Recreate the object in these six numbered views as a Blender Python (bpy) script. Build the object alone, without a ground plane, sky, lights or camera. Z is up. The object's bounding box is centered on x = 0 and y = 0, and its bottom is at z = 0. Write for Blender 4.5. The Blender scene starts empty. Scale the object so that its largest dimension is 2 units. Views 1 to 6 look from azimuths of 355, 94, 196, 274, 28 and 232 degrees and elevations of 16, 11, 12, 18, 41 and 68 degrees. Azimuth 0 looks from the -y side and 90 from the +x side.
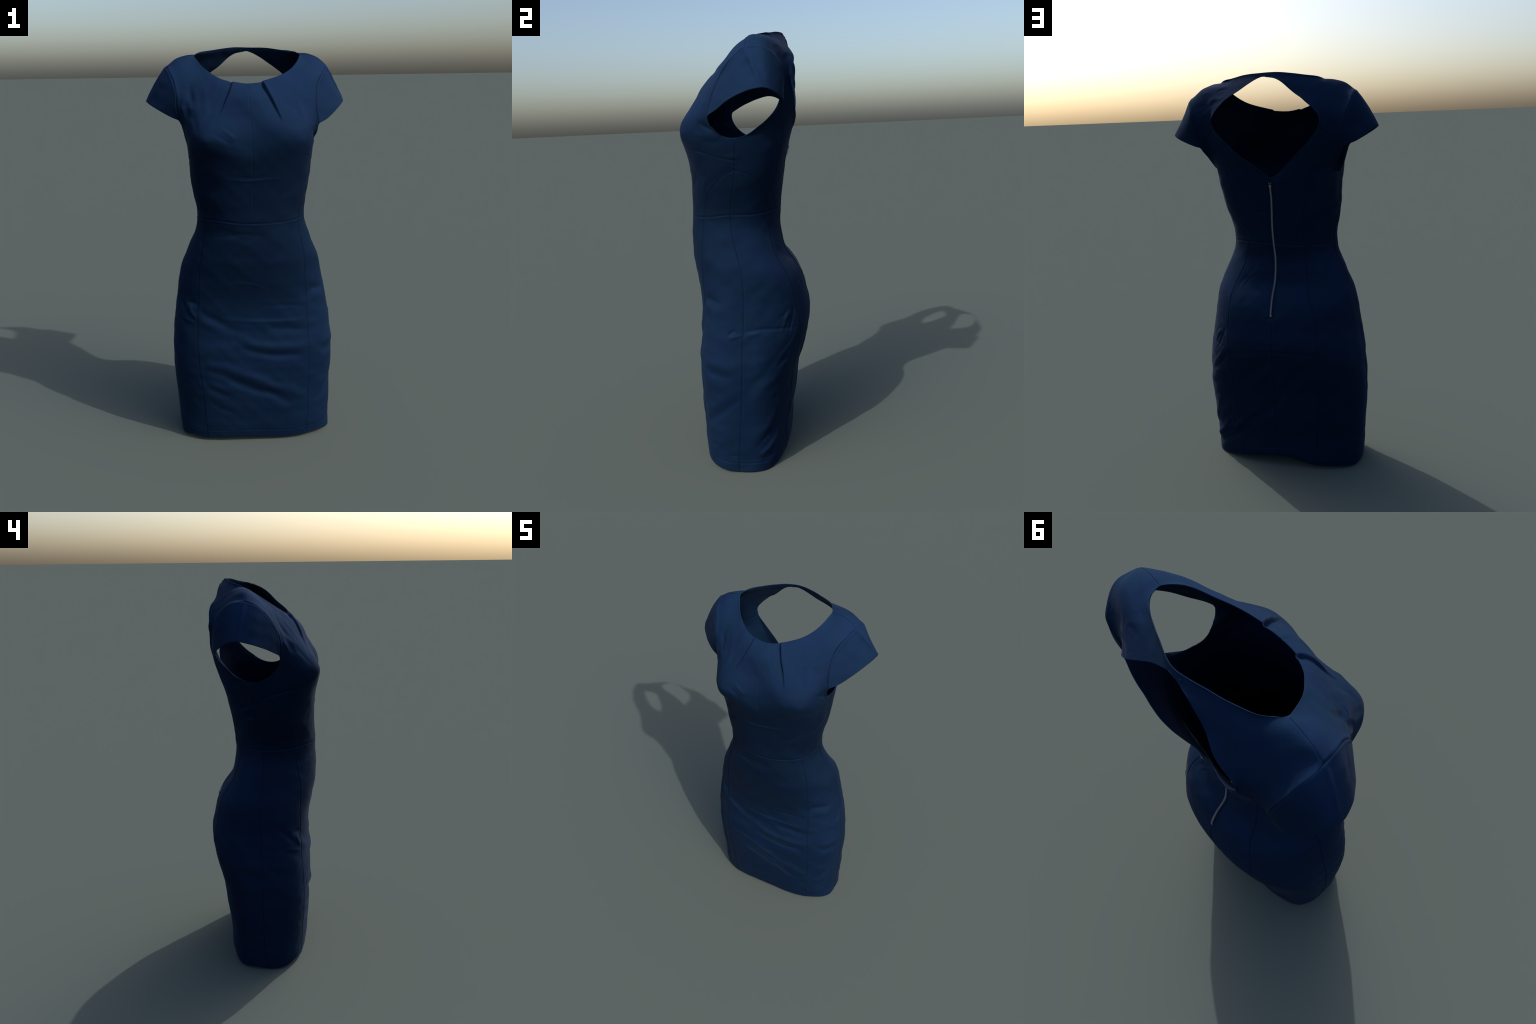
"""A fitted short-sleeved sheath dress standing on its own: lofted skirt and
waist, faired bodice panels between neckline / armholes / keyhole curves,
cap sleeves, sewn seams, folds and a metal back zip."""
import bpy, bmesh, math
import numpy as np
from mathutils import Vector

# ------------------------------------------------------------------ profiles
# body sections at these heights: half widths, front / back depth, y of the
# widest line, twist, and how square the front and the back halves are
HEIGHT = [0, .08, .16, .25, .34, .43, .52, .6, .68, .75, .82, .88, .94, .99, 1.04, 1.1, 1.18, 1.26, 1.35, 1.44, 1.53]
PROFILE = {
    "left":  [-.393, -.399, -.404, -.410, -.416, -.4175, -.4144, -.4086, -.3981, -.3873, -.3774, -.3686, -.3513, -.3297, -.3088, -.2822, -.2643, -.2739, -.2889, -.2953, -.3001],
    "right": [.4095, .4098, .4144, .4161, .42, .4245, .4222, .413, .4014, .3892, .3769, .3652, .3541, .3375, .3171, .2925, .272, .2772, .295, .305, .3158],
    "front": [-.2367, -.2439, -.2483, -.2521, -.2553, -.256, -.2532, -.245, -.2408, -.2405, -.2466, -.2605, -.2709, -.2778, -.2781, -.276, -.271, -.2656, -.2632, -.2693, -.2918],
    "back":  [.1609, .1756, .1777, .1966, .2105, .2224, .249, .2729, .2854, .2786, .262, .243, .2047, .1711, .1597, .1502, .1542, .162, .1753, .1915, .2156],
    "side":  [-.0308, -.0192, -.0084, -.0019, -.0001, -.0029, -.0093, -.0183, -.0273, -.0336, -.0365, -.0373, -.0383, -.0406, -.0444, -.0499, -.0541, -.0536, -.047, -.0377, -.029],
    "twist": [-.0356, -.0372, -.0337, -.0214, -.0158, -.0176, -.0191, -.0171, -.0119, -.0056, .0006, .0013, .0001, -.0041, -.0128, -.0191, -.0132, -.01, -.0081, -.0089, -.0183],
    "front_square": [3.2164, 3.1466, 3.0797, 3.0544, 3.0666, 3.095, 3.0881, 3.0473, 2.9227, 2.6935, 2.4146, 2.2089, 2.1415, 2.1467, 2.1389, 2.1332, 2.1621, 2.2241, 2.3034, 2.5743, 2.9511],
    "back_square":  [2.9125, 2.7439, 2.5946, 2.4585, 2.4157, 2.4502, 2.4811, 2.4301, 2.3383, 2.3028, 2.3599, 2.4625, 2.4914, 2.3593, 2.1264, 1.9, 1.9, 2.0958, 2.5353, 3.0734, 3.5535],
}
# edge curves of the garment, control points of closed loops
HEM = [(-.062, -.242, .025), (.086, -.234, .019), (.207, -.221, .017), (.32, -.224, .027), (.387, -.175, .018), (.413, -.083, .007), (.397, .024, .003), (.352, .097, .003), (.295, .129, .017), (.173, .174, .037), (.006, .191, .059), (-.162, .172, .023), (-.269, .153, .016), (-.374, .083, .006), (-.404, .029, .015), (-.384, -.057, .003), (-.356, -.144, .014), (-.344, -.19, .03), (-.278, -.207, .016), (-.203, -.23, .022)]
WAIST = [(-.043, -.272, 1.18), (.095, -.258, 1.179), (.222, -.181, 1.182), (.282, -.074, 1.194), (.242, .041, 1.188), (.142, .127, 1.193), (.01, .165, 1.191), (-.119, .143, 1.179), (-.199, .059, 1.173), (-.268, -.029, 1.181), (-.248, -.141, 1.185), (-.166, -.232, 1.19)]
NECKLINE = [(-.011, -.13, 1.822), (.051, -.123, 1.829), (.107, -.106, 1.844), (.162, -.079, 1.861), (.203, -.051, 1.883), (.239, -.014, 1.914), (.265, .046, 1.955), (.243, .12, 1.972), (.174, .152, 1.983), (.11, .176, 1.994), (.025, .2, 1.996), (-.057, .183, 1.998), (-.138, .154, 1.987), (-.218, .117, 1.974), (-.253, .063, 1.962), (-.246, .038, 1.943), (-.214, -.026, 1.901), (-.177, -.064, 1.871), (-.135, -.099, 1.846), (-.073, -.123, 1.829)]
KEYHOLE = [(-.002, .203, 1.511), (.035, .221, 1.55), (.075, .236, 1.58), (.11, .248, 1.608), (.159, .248, 1.645), (.22, .244, 1.708), (.272, .233, 1.762), (.277, .234, 1.791), (.2, .25, 1.872), (.099, .217, 1.941), (.024, .207, 1.979), (-.004, .21, 1.977), (-.055, .217, 1.967), (-.122, .226, 1.914), (-.19, .249, 1.864), (-.26, .243, 1.783), (-.217, .246, 1.704), (-.165, .242, 1.651), (-.097, .22, 1.588), (-.045, .206, 1.54)]
ARMHOLE = {
    1: [(.317, .008, 1.537), (.315, -.021, 1.534), (.309, -.053, 1.539), (.315, -.083, 1.549), (.323, -.117, 1.578), (.331, -.13, 1.604), (.33, -.129, 1.642), (.326, -.104, 1.725), (.334, -.068, 1.794), (.354, -.033, 1.839), (.377, .002, 1.871), (.405, .062, 1.899), (.416, .130, 1.89), (.383, .203, 1.836), (.364, .207, 1.763), (.346, .192, 1.663), (.333, .137, 1.614), (.328, .094, 1.58), (.327, .06, 1.557), (.319, .043, 1.546)],
    -1: [(-.298, .026, 1.526), (-.302, .013, 1.528), (-.304, -.013, 1.534), (-.309, -.058, 1.566), (-.319, -.092, 1.612), (-.334, -.098, 1.664), (-.343, -.097, 1.713), (-.344, -.086, 1.772), (-.355, -.05, 1.829), (-.378, .004, 1.886), (-.391, .061, 1.904), (-.4, .093, 1.911), (-.394, .137, 1.896), (-.379, .193, 1.84), (-.357, .216, 1.757), (-.351, .209, 1.658), (-.314, .148, 1.583), (-.306, .126, 1.558), (-.297, .106, 1.541), (-.294, .07, 1.529)],
}
SLEEVE_HEM = {   # open, front join -> tip -> back join
    1: [(.332, -.134, 1.632), (.385, -.09, 1.652), (.44, -.03, 1.69), (.485, .05, 1.72), (.505, .125, 1.731), (.48, .17, 1.715), (.42, .2, 1.69), (.343, .205, 1.66)],
    -1: [(-.334, -.1, 1.655), (-.38, -.075, 1.674), (-.432, -.033, 1.701), (-.479, .028, 1.727), (-.502, .09, 1.743), (-.485, .14, 1.73), (-.42, .205, 1.682), (-.353, .212, 1.658)],
}
SHOULDER_RISE = .016    # how far the shoulder seam arches over a straight line
SHOULDER = {1: (.405, .05, 1.899), -1: (-.391, .06, 1.907)}
NECK_SIDE = {1: (.272, .06, 1.956), -1: (-.256, .057, 1.955)}
# seam angles round the body (degrees, 0 = centre front, 90 = wearer's left side)
SEAM = {
    "front_right": ([0, .2, .5, .64, .73, .86, .95, 1.06, 1.18], [35.6, 36.4, 36, 36.7, 38.5, 42.5, 46, 50.5, 53.6]),
    "side_right":  ([0, .26, .38, .54, .69, .83, .94, 1.05, 1.15, 1.2, 1.34, 1.53], [84, 81.6, 83.2, 88, 92.8, 94.8, 95, 91.8, 89.2, 89.5, 93.4, 93.6]),
    "back_right":  ([0, .23, .45, .55, .64, .76, .9, 1.04, 1.18], [149.3, 148.4, 147.2, 146.8, 144.8, 142.4, 141.8, 143.5, 146]),
    "centre_back": ([0, .2, .37, .51, .68, .8, .94, 1.1, 1.25, 1.35, 1.48], [175.6, 176.9, 177.9, 178.7, 179.6, 179, 178.6, 179.5, 178, 179.1, 180]),
    "back_left":   ([0, .29, .48, .62, .74, .83, .9, .96, 1.04, 1.18], [205.4, 207.2, 208.5, 210.8, 212, 211.5, 209, 207.2, 208.5, 214.2]),
    "side_left":   ([0, .15, .3, .49, .67, .8, .92, 1.03, 1.18, 1.3, 1.45, 1.53], [276.8, 276.1, 275, 273.1, 267.7, 264, 262.4, 260.7, 260.2, 261.2, 262.8, 264.1]),
    "front_left":  ([0, .2, .4, .5, .62, .75, .88, .98, 1.08, 1.18], [325, 324.1, 322.8, 321.8, 320.8, 318.6, 314.3, 310.4, 306, 301.5]),
}
# form of the bust and of the yoke over the shoulder blades: how far the cloth
# stands off the flat-stretched panel, at (row, column) of the panel's grid
FORM_ROWS = {"bust": [2, 4, 7, 10, 13, 16, 19], "yoke": [14, 17, 20, 23, 26, 29, 32], "back": [3, 6, 9, 12, 16]}
FORM_COLS = {"bust": [4, 8, 12, 16, 20, 24, 28, 32, 36], "yoke": [4, 8, 13], "back": [5, 10, 15]}
FORM_PUSH = {          # bust: metres forwards; back: backwards; yoke: upwards
    "bust": [[.024, .044, .045, .016, -.011, .008, .026, .024, .014], [.039, .071, .075, .033, -.006, .021, .049, .043, .023], [.039, .066, .066, .032, .006, .032, .058, .049, .024], [.027, .044, .044, .027, .020, .032, .039, .031, .017], [.015, .026, .031, .034, .035, .032, .024, .018, .012], [.007, .014, .024, .038, .044, .030, .017, .017, .013], [.003, .007, .014, .024, .023, .008, .003, .007, .011]],
    "yoke_right": [[.009, .012, .008], [.022, .026, .016], [.037, .038, .022], [.025, .034, .020], [.002, .013, .009], [-.006, -.004, -.001], [-.003, -.005, -.003]],
    "yoke_left": [[.000, .000, .000], [-.001, -.001, -.001], [-.003, -.003, -.002], [-.007, -.007, -.004], [-.011, -.010, -.005], [-.011, -.009, -.005], [-.005, -.005, -.003]],
    "back_right": [[.001, .002, .002], [.002, .004, .004], [.004, .006, .005], [.006, .008, .005], [.008, .010, .005]],
    "back_left": [[.006, .009, .006], [.010, .018, .016], [.012, .021, .022], [.010, .016, .014], [.005, .008, .006]],
}
TAUT = .04         # how strongly the cloth is stretched flat against how stiffly it bends

# folds and creases pressed into the cloth: path, half width mm, height mm.
# on the skirt and waist a path is (angle round the body, height), above it is a place
FRONT_SKIRT_FOLDS = [
    ([(327, .451), (340, .426), (351, .392), (2, .356), (13, .314), (24, .283), (35, .247)], 19, 7.8),
    ([(329, .416), (340, .377), (351, .328), (2, .298), (13, .267), (25, .212)], 16, -7.8),
    ([(347, .582), (0, .549), (13, .530), (33, .522)], 19, 5.2),
    ([(350, .539), (2, .509), (13, .490), (33, .482)], 15, -7.8),
    ([(9, .634), (23, .627), (35, .613)], 13, -4.4),
    ([(335, .690), (351, .677), (3, .670), (20, .665), (37, .665)], 8, 2.6),
    ([(319, .733), (331, .688), (345, .634), (353, .610)], 15, -4.4),
    ([(320, .686), (329, .655), (340, .609)], 16, 2.2),
    ([(305, .764), (314, .765), (318, .749)], 10, -4.1),
    ([(304, .745), (310, .716), (314, .681)], 11, 3),
    ([(326, .322), (334, .288), (343, .254)], 12, -3),
    ([(327, .351), (335, .321), (346, .282)], 12, 2.2),
    ([(328, .232), (336, .196), (344, .171)], 13, -3.3),
    ([(339, .865), (351, .877), (2, .862), (10, .836)], 5, 1.6),
    ([(6, .749), (21, .751), (39, .736)], 8, -1.9),
    ([(312, 1.124), (331, 1.137), (352, 1.104), (9, 1.125)], 15, -3.3),
]
SIDE_SKIRT_FOLDS = [
    ([(46, .487), (62, .483), (75, .466)], 14, -4.6),
    ([(45, .528), (63, .526), (79, .499)], 16, 2.7),
    ([(42, .211), (58, .280), (69, .326), (82, .371)], 14, -4.6),
    ([(41, .273), (63, .355), (80, .409)], 17, 2.7),
    ([(44, .817), (59, .813), (67, .799)], 12, -4.6),
    ([(43, .772), (58, .774), (73, .766)], 16, 1.8),
    ([(75, .666), (79, .677), (85, .691)], 5, -3.2),
    ([(76, .651), (82, .658), (91, .665)], 6, 2.7),
    ([(94, .683), (101, .683), (108, .688), (122, .679), (140, .661)], 6, -2.7),
    ([(94, .661), (100, .669), (107, .674)], 8, 3.2),
    ([(87, .401), (97, .440), (108, .482), (121, .540), (134, .584)], 18, -4.6),
    ([(89, .328), (109, .410), (125, .461), (140, .502)], 18, 3.2),
    ([(121, .496), (132, .526), (143, .565)], 5, -2.2),
    ([(106, .073), (122, .122), (133, .177), (138, .259)], 10, 4.6),
    ([(111, .061), (126, .110), (139, .160), (147, .235)], 9, -3.7),
    ([(98, .147), (115, .218), (125, .299), (131, .386)], 16, 2.7),
    ([(96, .097), (113, .164), (123, .230), (127, .311)], 10, -3.2),
    ([(127, .706), (131, .726), (136, .746)], 8, 2.7),
    ([(124, .717), (129, .740), (134, .763)], 6, -1.8),
    ([(106, .747), (113, .772), (118, .805)], 18, -2.7),
    ([(69, .095), (74, .084), (82, .087)], 5, -1.8),
    ([(49, .126), (58, .131)], 6, -1.4),
]
BACK_SKIRT_FOLDS = [
    ([(153, .466), (167, .569), (179, .644)], 19, -6),
    ([(160, .435), (174, .540), (186, .625)], 19, 3.6),
    ([(179, .394), (191, .516), (202, .611)], 19, -6),
    ([(185, .380), (197, .494), (207, .583)], 19, 3.6),
    ([(151, .231), (168, .304), (180, .385)], 18, -5.4),
    ([(109, .074), (138, .164), (152, .242), (165, .334)], 12, 6),
    ([(114, .042), (141, .125), (156, .207)], 11, -4.8),
    ([(111, .146), (133, .222), (147, .311)], 12, -4.8),
    ([(123, .508), (136, .564), (144, .638)], 6, -4.8),
    ([(122, .537), (134, .596), (140, .660)], 8, 3.6),
    ([(130, .632), (135, .696), (139, .761)], 5, -3),
    ([(124, .656), (129, .711), (132, .742)], 5, 2.4),
    ([(147, .634), (178, .672), (211, .661)], 5, -1.8),
    ([(146, .949), (148, .987), (154, 1.037), (159, 1.080)], 8, -2.4),
    ([(151, .967), (155, 1.006), (161, 1.033)], 6, -1.8),
    ([(174, .831), (178, .839), (182, .838)], 6, -3),
    ([(287, .797), (301, .750), (315, .686)], 11, -6),
    ([(310, .762), (313, .724), (319, .681)], 8, 4.8),
]
WAIST_FOLDS = [
    ([(236, 1.32), (255, 1.342), (270, 1.345)], 13, 5),
    ([(238, 1.268), (255, 1.272), (268, 1.28)], 12, -4),
    ([(100, 1.46), (92, 1.452), (82, 1.455)], 9, 2.5),
    ([(84, 1.395), (92, 1.39), (100, 1.392)], 10, -2.5),
    ([(296, .698), (306, .682), (319, .662)], 8, 3),
    ([(270, .627), (282, .584), (292, .538)], 12, -2),
    ([(333, 1.394), (344, 1.385), (356, 1.381), (13, 1.387), (33, 1.388)], 4, 2.2),
    ([(336, 1.410), (356, 1.398), (20, 1.404)], 6, -1.5),
    ([(301, 1.264), (321, 1.329), (329, 1.378)], 14, -2),
    ([(29, 1.307), (40, 1.342), (46, 1.393)], 12, -2.5),
    ([(317, 1.109), (332, 1.115), (348, 1.129), (9, 1.118)], 8, -2),
    ([(143, 1.345), (160, 1.345), (174, 1.351)], 4, -1.8),
    ([(188, 1.355), (202, 1.346)], 4, -1.5),
    ([(208, 1.300), (225, 1.323), (251, 1.358)], 5, -3),
    ([(210, 1.328), (225, 1.356), (255, 1.393)], 5, 3),
    ([(209, 1.361), (226, 1.388), (255, 1.403)], 4, -2),
    ([(65, 1.340), (80, 1.376), (87, 1.389)], 10, -2.5),
    ([(52, 1.278), (57, 1.340), (64, 1.377)], 8, 2),
    ([(229, 1.378), (243, 1.407), (255, 1.423)], 5, -2),
    ([(230, 1.361), (245, 1.393), (261, 1.412)], 5, 2),
    ([(234, 1.328), (248, 1.348), (259, 1.357)], 4, -1.5),
]
CHEST_FOLDS = [
    ([(-.159, -.257, 1.632), (-.120, -.270, 1.607), (-.076, -.276, 1.567)], 8, 2.5),
    ([(-.180, -.272, 1.608), (-.137, -.282, 1.581), (-.092, -.281, 1.548)], 8, -2.5),
    ([(-.122, -.284, 1.538), (-.077, -.279, 1.521), (-.048, -.276, 1.524)], 8, -1.5),
    ([(.294, -.169, 1.613), (.311, -.129, 1.585), (.316, -.084, 1.555)], 8, -5),
    ([(.302, -.149, 1.633), (.314, -.100, 1.575)], 7, 3),
    ([(.298, -.167, 1.529), (.308, -.119, 1.519), (.312, -.068, 1.532)], 10, -3),
    ([(.286, -.199, 1.559), (.304, -.146, 1.552), (.313, -.088, 1.546)], 12, 3),
    ([(.293, -.173, 1.608), (.305, -.144, 1.585), (.319, -.105, 1.569)], 6, -4),
    ([(.289, -.174, 1.627), (.309, -.136, 1.604), (.324, -.124, 1.601)], 6, 2),
    ([(-.283, -.081, 1.810), (-.286, -.113, 1.757), (-.302, -.128, 1.699), (-.285, -.165, 1.660)], 10, -3),
    ([(.214, -.152, 1.747), (.216, -.188, 1.701), (.236, -.217, 1.655)], 12, -2.5),
    ([(.262, -.132, 1.747), (.262, -.163, 1.698), (.259, -.205, 1.645)], 12, -2),
    ([(.238, -.142, 1.747), (.243, -.175, 1.699), (.252, -.211, 1.646)], 10, 2),
    ([(-.136, -.263, 1.622), (-.074, -.273, 1.576)], 5, 2),
    ([(-.321, -.105, 1.725), (-.306, -.125, 1.690), (-.300, -.141, 1.655)], 7, 5),
    ([(-.299, -.117, 1.732), (-.287, -.146, 1.695), (-.285, -.167, 1.657)], 8, -3),
    ([(-.275, -.156, 1.698), (-.262, -.198, 1.655), (-.249, -.247, 1.600)], 10, -3),
    ([(-.271, -.067, 1.837), (-.276, -.103, 1.781), (-.260, -.156, 1.717)], 10, -3),
    ([(-.218, -.101, 1.817), (-.207, -.154, 1.753), (-.207, -.213, 1.679)], 12, 2.5),
    ([(-.296, -.014, 1.446), (-.296, -.072, 1.468), (-.288, -.131, 1.483), (-.258, -.205, 1.499)], 4, -2.5),
    ([(-.310, -.074, 1.577), (-.301, -.126, 1.586), (-.292, -.167, 1.583)], 8, -2.5),
]
YOKE_FOLDS = [
    ([(.288, .194, 1.876), (.250, .205, 1.885), (.198, .232, 1.886)], 8, 3),
    ([(.278, .201, 1.853), (.237, .217, 1.866), (.204, .243, 1.872)], 6, -2.4),
    ([(.252, .195, 1.912), (.227, .192, 1.930), (.191, .201, 1.931)], 7, -2.4),
    ([(.341, .161, 1.909), (.301, .174, 1.919), (.269, .194, 1.898)], 8, 1.8),
    ([(.381, .210, 1.828), (.356, .186, 1.849), (.292, .195, 1.862)], 6, -1.2),
    ([(-.037, .202, 1.480), (-.062, .205, 1.491), (-.076, .211, 1.514)], 5, -1.8),
    ([(-.023, .205, 1.499), (-.047, .207, 1.502), (-.064, .210, 1.511)], 5, 1.5),
    ([(.243, .183, 1.598), (.174, .212, 1.595), (.122, .222, 1.582)], 4, -0.9),
    ([(.286, .199, 1.851), (.216, .175, 1.948), (.158, .167, 1.978)], 12, 1.8),
    ([(.353, .199, 1.813), (.286, .199, 1.851), (.244, .213, 1.866)], 8, -1.8),
    ([(-.267, -.101, 1.791), (-.279, -.130, 1.736), (-.311, -.109, 1.732)], 9, -2.4),
    ([(-.237, -.154, 1.737), (-.258, -.159, 1.716), (-.285, -.141, 1.708)], 6, 1.8),
    ([(-.171, -.170, 1.748), (-.194, -.214, 1.683), (-.236, -.242, 1.626)], 10, -1.8),
    ([(.389, .158, 1.880), (.373, .178, 1.863), (.389, .199, 1.842)], 3, -0.9),
    ([(-.268, -.135, 1.741), (-.225, -.137, 1.767), (-.186, -.138, 1.785)], 5, -0.7),
    ([(.141, -.166, 1.758), (.185, -.183, 1.720), (.231, -.183, 1.698)], 6, -0.9),
]
# seams that do not follow a column of the grid: path as above
WAIST_INSET = [[(93.5, 1.397), (87, 1.382), (78, 1.358), (67, 1.318), (58.5, 1.272), (55.8, 1.234), (54, 1.186)],
               [(93.5, 1.397), (104, 1.384), (115, 1.362), (125, 1.325), (133, 1.296), (136.5, 1.275), (139, 1.231), (142.7, 1.19)],
               [(261, 1.393), (247, 1.374), (233, 1.34), (216, 1.293), (211, 1.24), (209, 1.19)],
               [(262, 1.396), (272, 1.377), (282, 1.351), (290, 1.325), (298, 1.27), (302, 1.186)]]
BACK_DART = [[(143.3, 1.477), (144, 1.396), (142.5, 1.345), (142.3, 1.302), (150.6, 1.246), (159.8, 1.188)],
             [(212.5, 1.477), (211.3, 1.429), (209.5, 1.365), (208.9, 1.308), (205.3, 1.267), (200.4, 1.19)]]
BACK_DART_TOP = [[(.243, .19, 1.598), (.221, .185, 1.535), (.212, .178, 1.477)], [(-.212, .216, 1.585), (-.193, .196, 1.509), (-.185, .19, 1.477)]]
BUST_DART = [[(.305, -.028, 1.438), (.305, -.081, 1.45), (.298, -.131, 1.465), (.283, -.176, 1.48), (.241, -.234, 1.498)],
             [(-.296, -.014, 1.446), (-.296, -.072, 1.468), (-.288, -.131, 1.483), (-.258, -.205, 1.499)]]
# neckline pleats: path from the neckline down, flap rise, tuck depth (m)
PLEAT = [([(.064, -.121, 1.83), (.093, -.174, 1.766), (.117, -.205, 1.715), (.145, -.25, 1.648)], .008, .019, -1),
         ([(-.076, -.121, 1.834), (-.096, -.166, 1.784), (-.122, -.194, 1.734), (-.155, -.228, 1.675)], .006, .014, -1)]

CPS = 10                                    # columns between neighbouring seams
N_COL = 8 * CPS
TUBE_TOP = 1.48


# ------------------------------------------------------------------ helpers
def spline(xs, ys, x):
    """natural cubic spline"""
    xs, ys, x = (np.asarray(v, float) for v in (xs, ys, x))
    n, h = len(xs), np.diff(xs)
    A, b = np.eye(n), np.zeros(n)
    for i in range(1, n - 1):
        A[i, i - 1:i + 2] = h[i - 1], 2 * (h[i - 1] + h[i]), h[i]
        b[i] = 6 * ((ys[i + 1] - ys[i]) / h[i] - (ys[i] - ys[i - 1]) / h[i - 1])
    m = np.linalg.solve(A, b)
    i = np.clip(np.searchsorted(xs, x) - 1, 0, n - 2)
    u = (xs[i + 1] - x) / h[i]
    v = 1 - u
    return u * ys[i] + v * ys[i + 1] + ((u ** 3 - u) * m[i] + (v ** 3 - v) * m[i + 1]) * h[i] ** 2 / 6


def smooth_curve(points, closed, per=24):
    """Catmull-Rom through control points"""
    p = np.asarray(points, float)
    k = len(p)
    if closed:
        ext = np.vstack([p[-1:], p, p[:2]])
        spans = k
    else:
        ext = np.vstack([2 * p[:1] - p[1:2], p, 2 * p[-1:] - p[-2:-1]])
        spans = k - 1
    f = np.arange(per)[:, None] / per
    out = []
    for i in range(spans):
        a, b, c, d = ext[i:i + 4]
        out.append(b + .5 * f * (c - a + f * (2 * a - 5 * b + 4 * c - d + f * (3 * (b - c) + d - a))))
    out = np.vstack(out)
    return out if closed else np.vstack([out, p[-1:]])


def resample(path, n):
    """n+1 points at equal arc length"""
    path = np.asarray(path, float)
    s = np.r_[0, np.cumsum(np.linalg.norm(np.diff(path, axis=0), axis=1))]
    t = np.linspace(0, s[-1], n + 1)
    return np.stack([np.interp(t, s, path[:, i]) for i in range(3)], 1)


def arc(loop, a, b, via):
    """piece of a closed loop between the points nearest a and b that passes near via"""
    near = lambda q: int(np.argmin(np.linalg.norm(loop - np.asarray(q), axis=1)))
    i, j, k = near(a), near(b), near(via)
    n = len(loop)
    fwd = [(i + t) % n for t in range((j - i) % n + 1)]
    if k not in fwd:
        fwd = [(i - t) % n for t in range((i - j) % n + 1)]
    return loop[fwd]


def chain(*pieces):
    """join runs of points, each piece (path, segments), sharing end points"""
    out = [resample(*pieces[0])]
    for path, n in pieces[1:]:
        out.append(resample(path, n)[1:])
    return np.vstack(out)


# ------------------------------------------------------------------ body tube
def section(phi, z):
    q = {k: spline(HEIGHT, v, z) for k, v in PROFILE.items()}
    s, c = np.sin(phi), np.cos(phi)
    n = np.where(c >= 0, q["front_square"], q["back_square"])
    w = np.where(s >= 0, q["right"], -q["left"])
    d = np.where(c >= 0, q["side"] - q["front"], q["back"] - q["side"])
    h = (np.abs(s) ** n + np.abs(c) ** n) ** (1 / n)
    x = w * s / h
    return np.stack([x, q["side"] - d * c / h + q["twist"] * x, z + 0 * x], -1)


def seam_angle(name, z):
    return np.radians(spline(*SEAM[name], np.minimum(z, SEAM[name][0][-1])))


def column_angles(z):
    """angles of all columns at height z: seams sit on every CPS-th column"""
    zz = np.atleast_1d(z)
    marks = [np.zeros_like(zz)]
    for k in ("front_right", "side_right", "back_right", "centre_back", "back_left", "side_left", "front_left"):
        marks.append(seam_angle(k, zz))
    marks.append(np.full_like(zz, 2 * np.pi))
    m = np.stack(marks, -1)
    f = np.arange(CPS) / CPS
    return (m[:, :-1, None] * (1 - f) + m[:, 1:, None] * f).reshape(len(zz), -1)


def loop_height(points):
    """height of an edge loop as a function of angle round the body"""
    p = smooth_curve(points, True)
    q = {k: spline(HEIGHT, v, p[:, 2]) for k, v in PROFILE.items()}
    y = p[:, 1] - q["twist"] * p[:, 0] - q["side"]
    w = np.where(p[:, 0] >= 0, q["right"], -q["left"])
    d = np.where(y <= 0, q["side"] - q["front"], q["back"] - q["side"])
    a = np.arctan2(p[:, 0] / w, -y / d) % (2 * np.pi)
    o = np.argsort(a)
    return lambda phi: np.interp(phi % (2 * np.pi), a[o], p[o, 2], period=2 * np.pi)


def build_tube():
    hem, waist = loop_height(HEM), loop_height(WAIST)
    rows = []
    n_skirt, n_waist = 46, 12
    for i in range(n_skirt + n_waist + 1):
        if i <= n_skirt:
            f = i / n_skirt
            z = .02 + (1.185 - .02) * f
            phi = column_angles(z)[0]
            zz = hem(phi) * (1 - f) + waist(phi) * f
        else:
            f = (i - n_skirt) / n_waist
            phi = column_angles(1.185 + (TUBE_TOP - 1.185) * f)[0]
            zz = waist(phi) * (1 - f) + TUBE_TOP * f
        rows.append(section(phi, zz))
    return np.array(rows), n_skirt


# ------------------------------------------------------------------ cage
class Cage:
    def __init__(self):
        self.co, self.faces, self.panel = [], [], []

    def add(self, p):
        self.co.append(np.asarray(p, float))
        return len(self.co) - 1

    def quads(self, grid, panel, flip=False):
        """grid[r][k] of vertex ids; panel(r, k) -> index"""
        for r in range(len(grid) - 1):
            for k in range(len(grid[0]) - 1):
                q = [grid[r][k], grid[r][k + 1], grid[r + 1][k + 1], grid[r + 1][k]]
                q = [v for i, v in enumerate(q) if v != q[i - 1]]
                if len(q) > 2:
                    self.faces.append(q[::-1] if flip else q)
                    self.panel.append(panel(r, k) if callable(panel) else panel)


PANELS = ["front_skirt_panel", "side_front_skirt_panel", "side_back_skirt_panel", "back_skirt_panel",
          "front_bodice", "back_bodice", "shoulder_yoke", "sleeve"]
# panel id = kind * 2 + (0 right, 1 left)


def shoulder_seam(s, n):
    a, b = np.array(SHOULDER[s]), np.array(NECK_SIDE[s])
    f = np.linspace(0, 1, n + 1)[:, None]
    return a * (1 - f) + b * f + np.array([s * .25, 0, 1]) * SHOULDER_RISE * (4 * f * (1 - f)) ** .8


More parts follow.
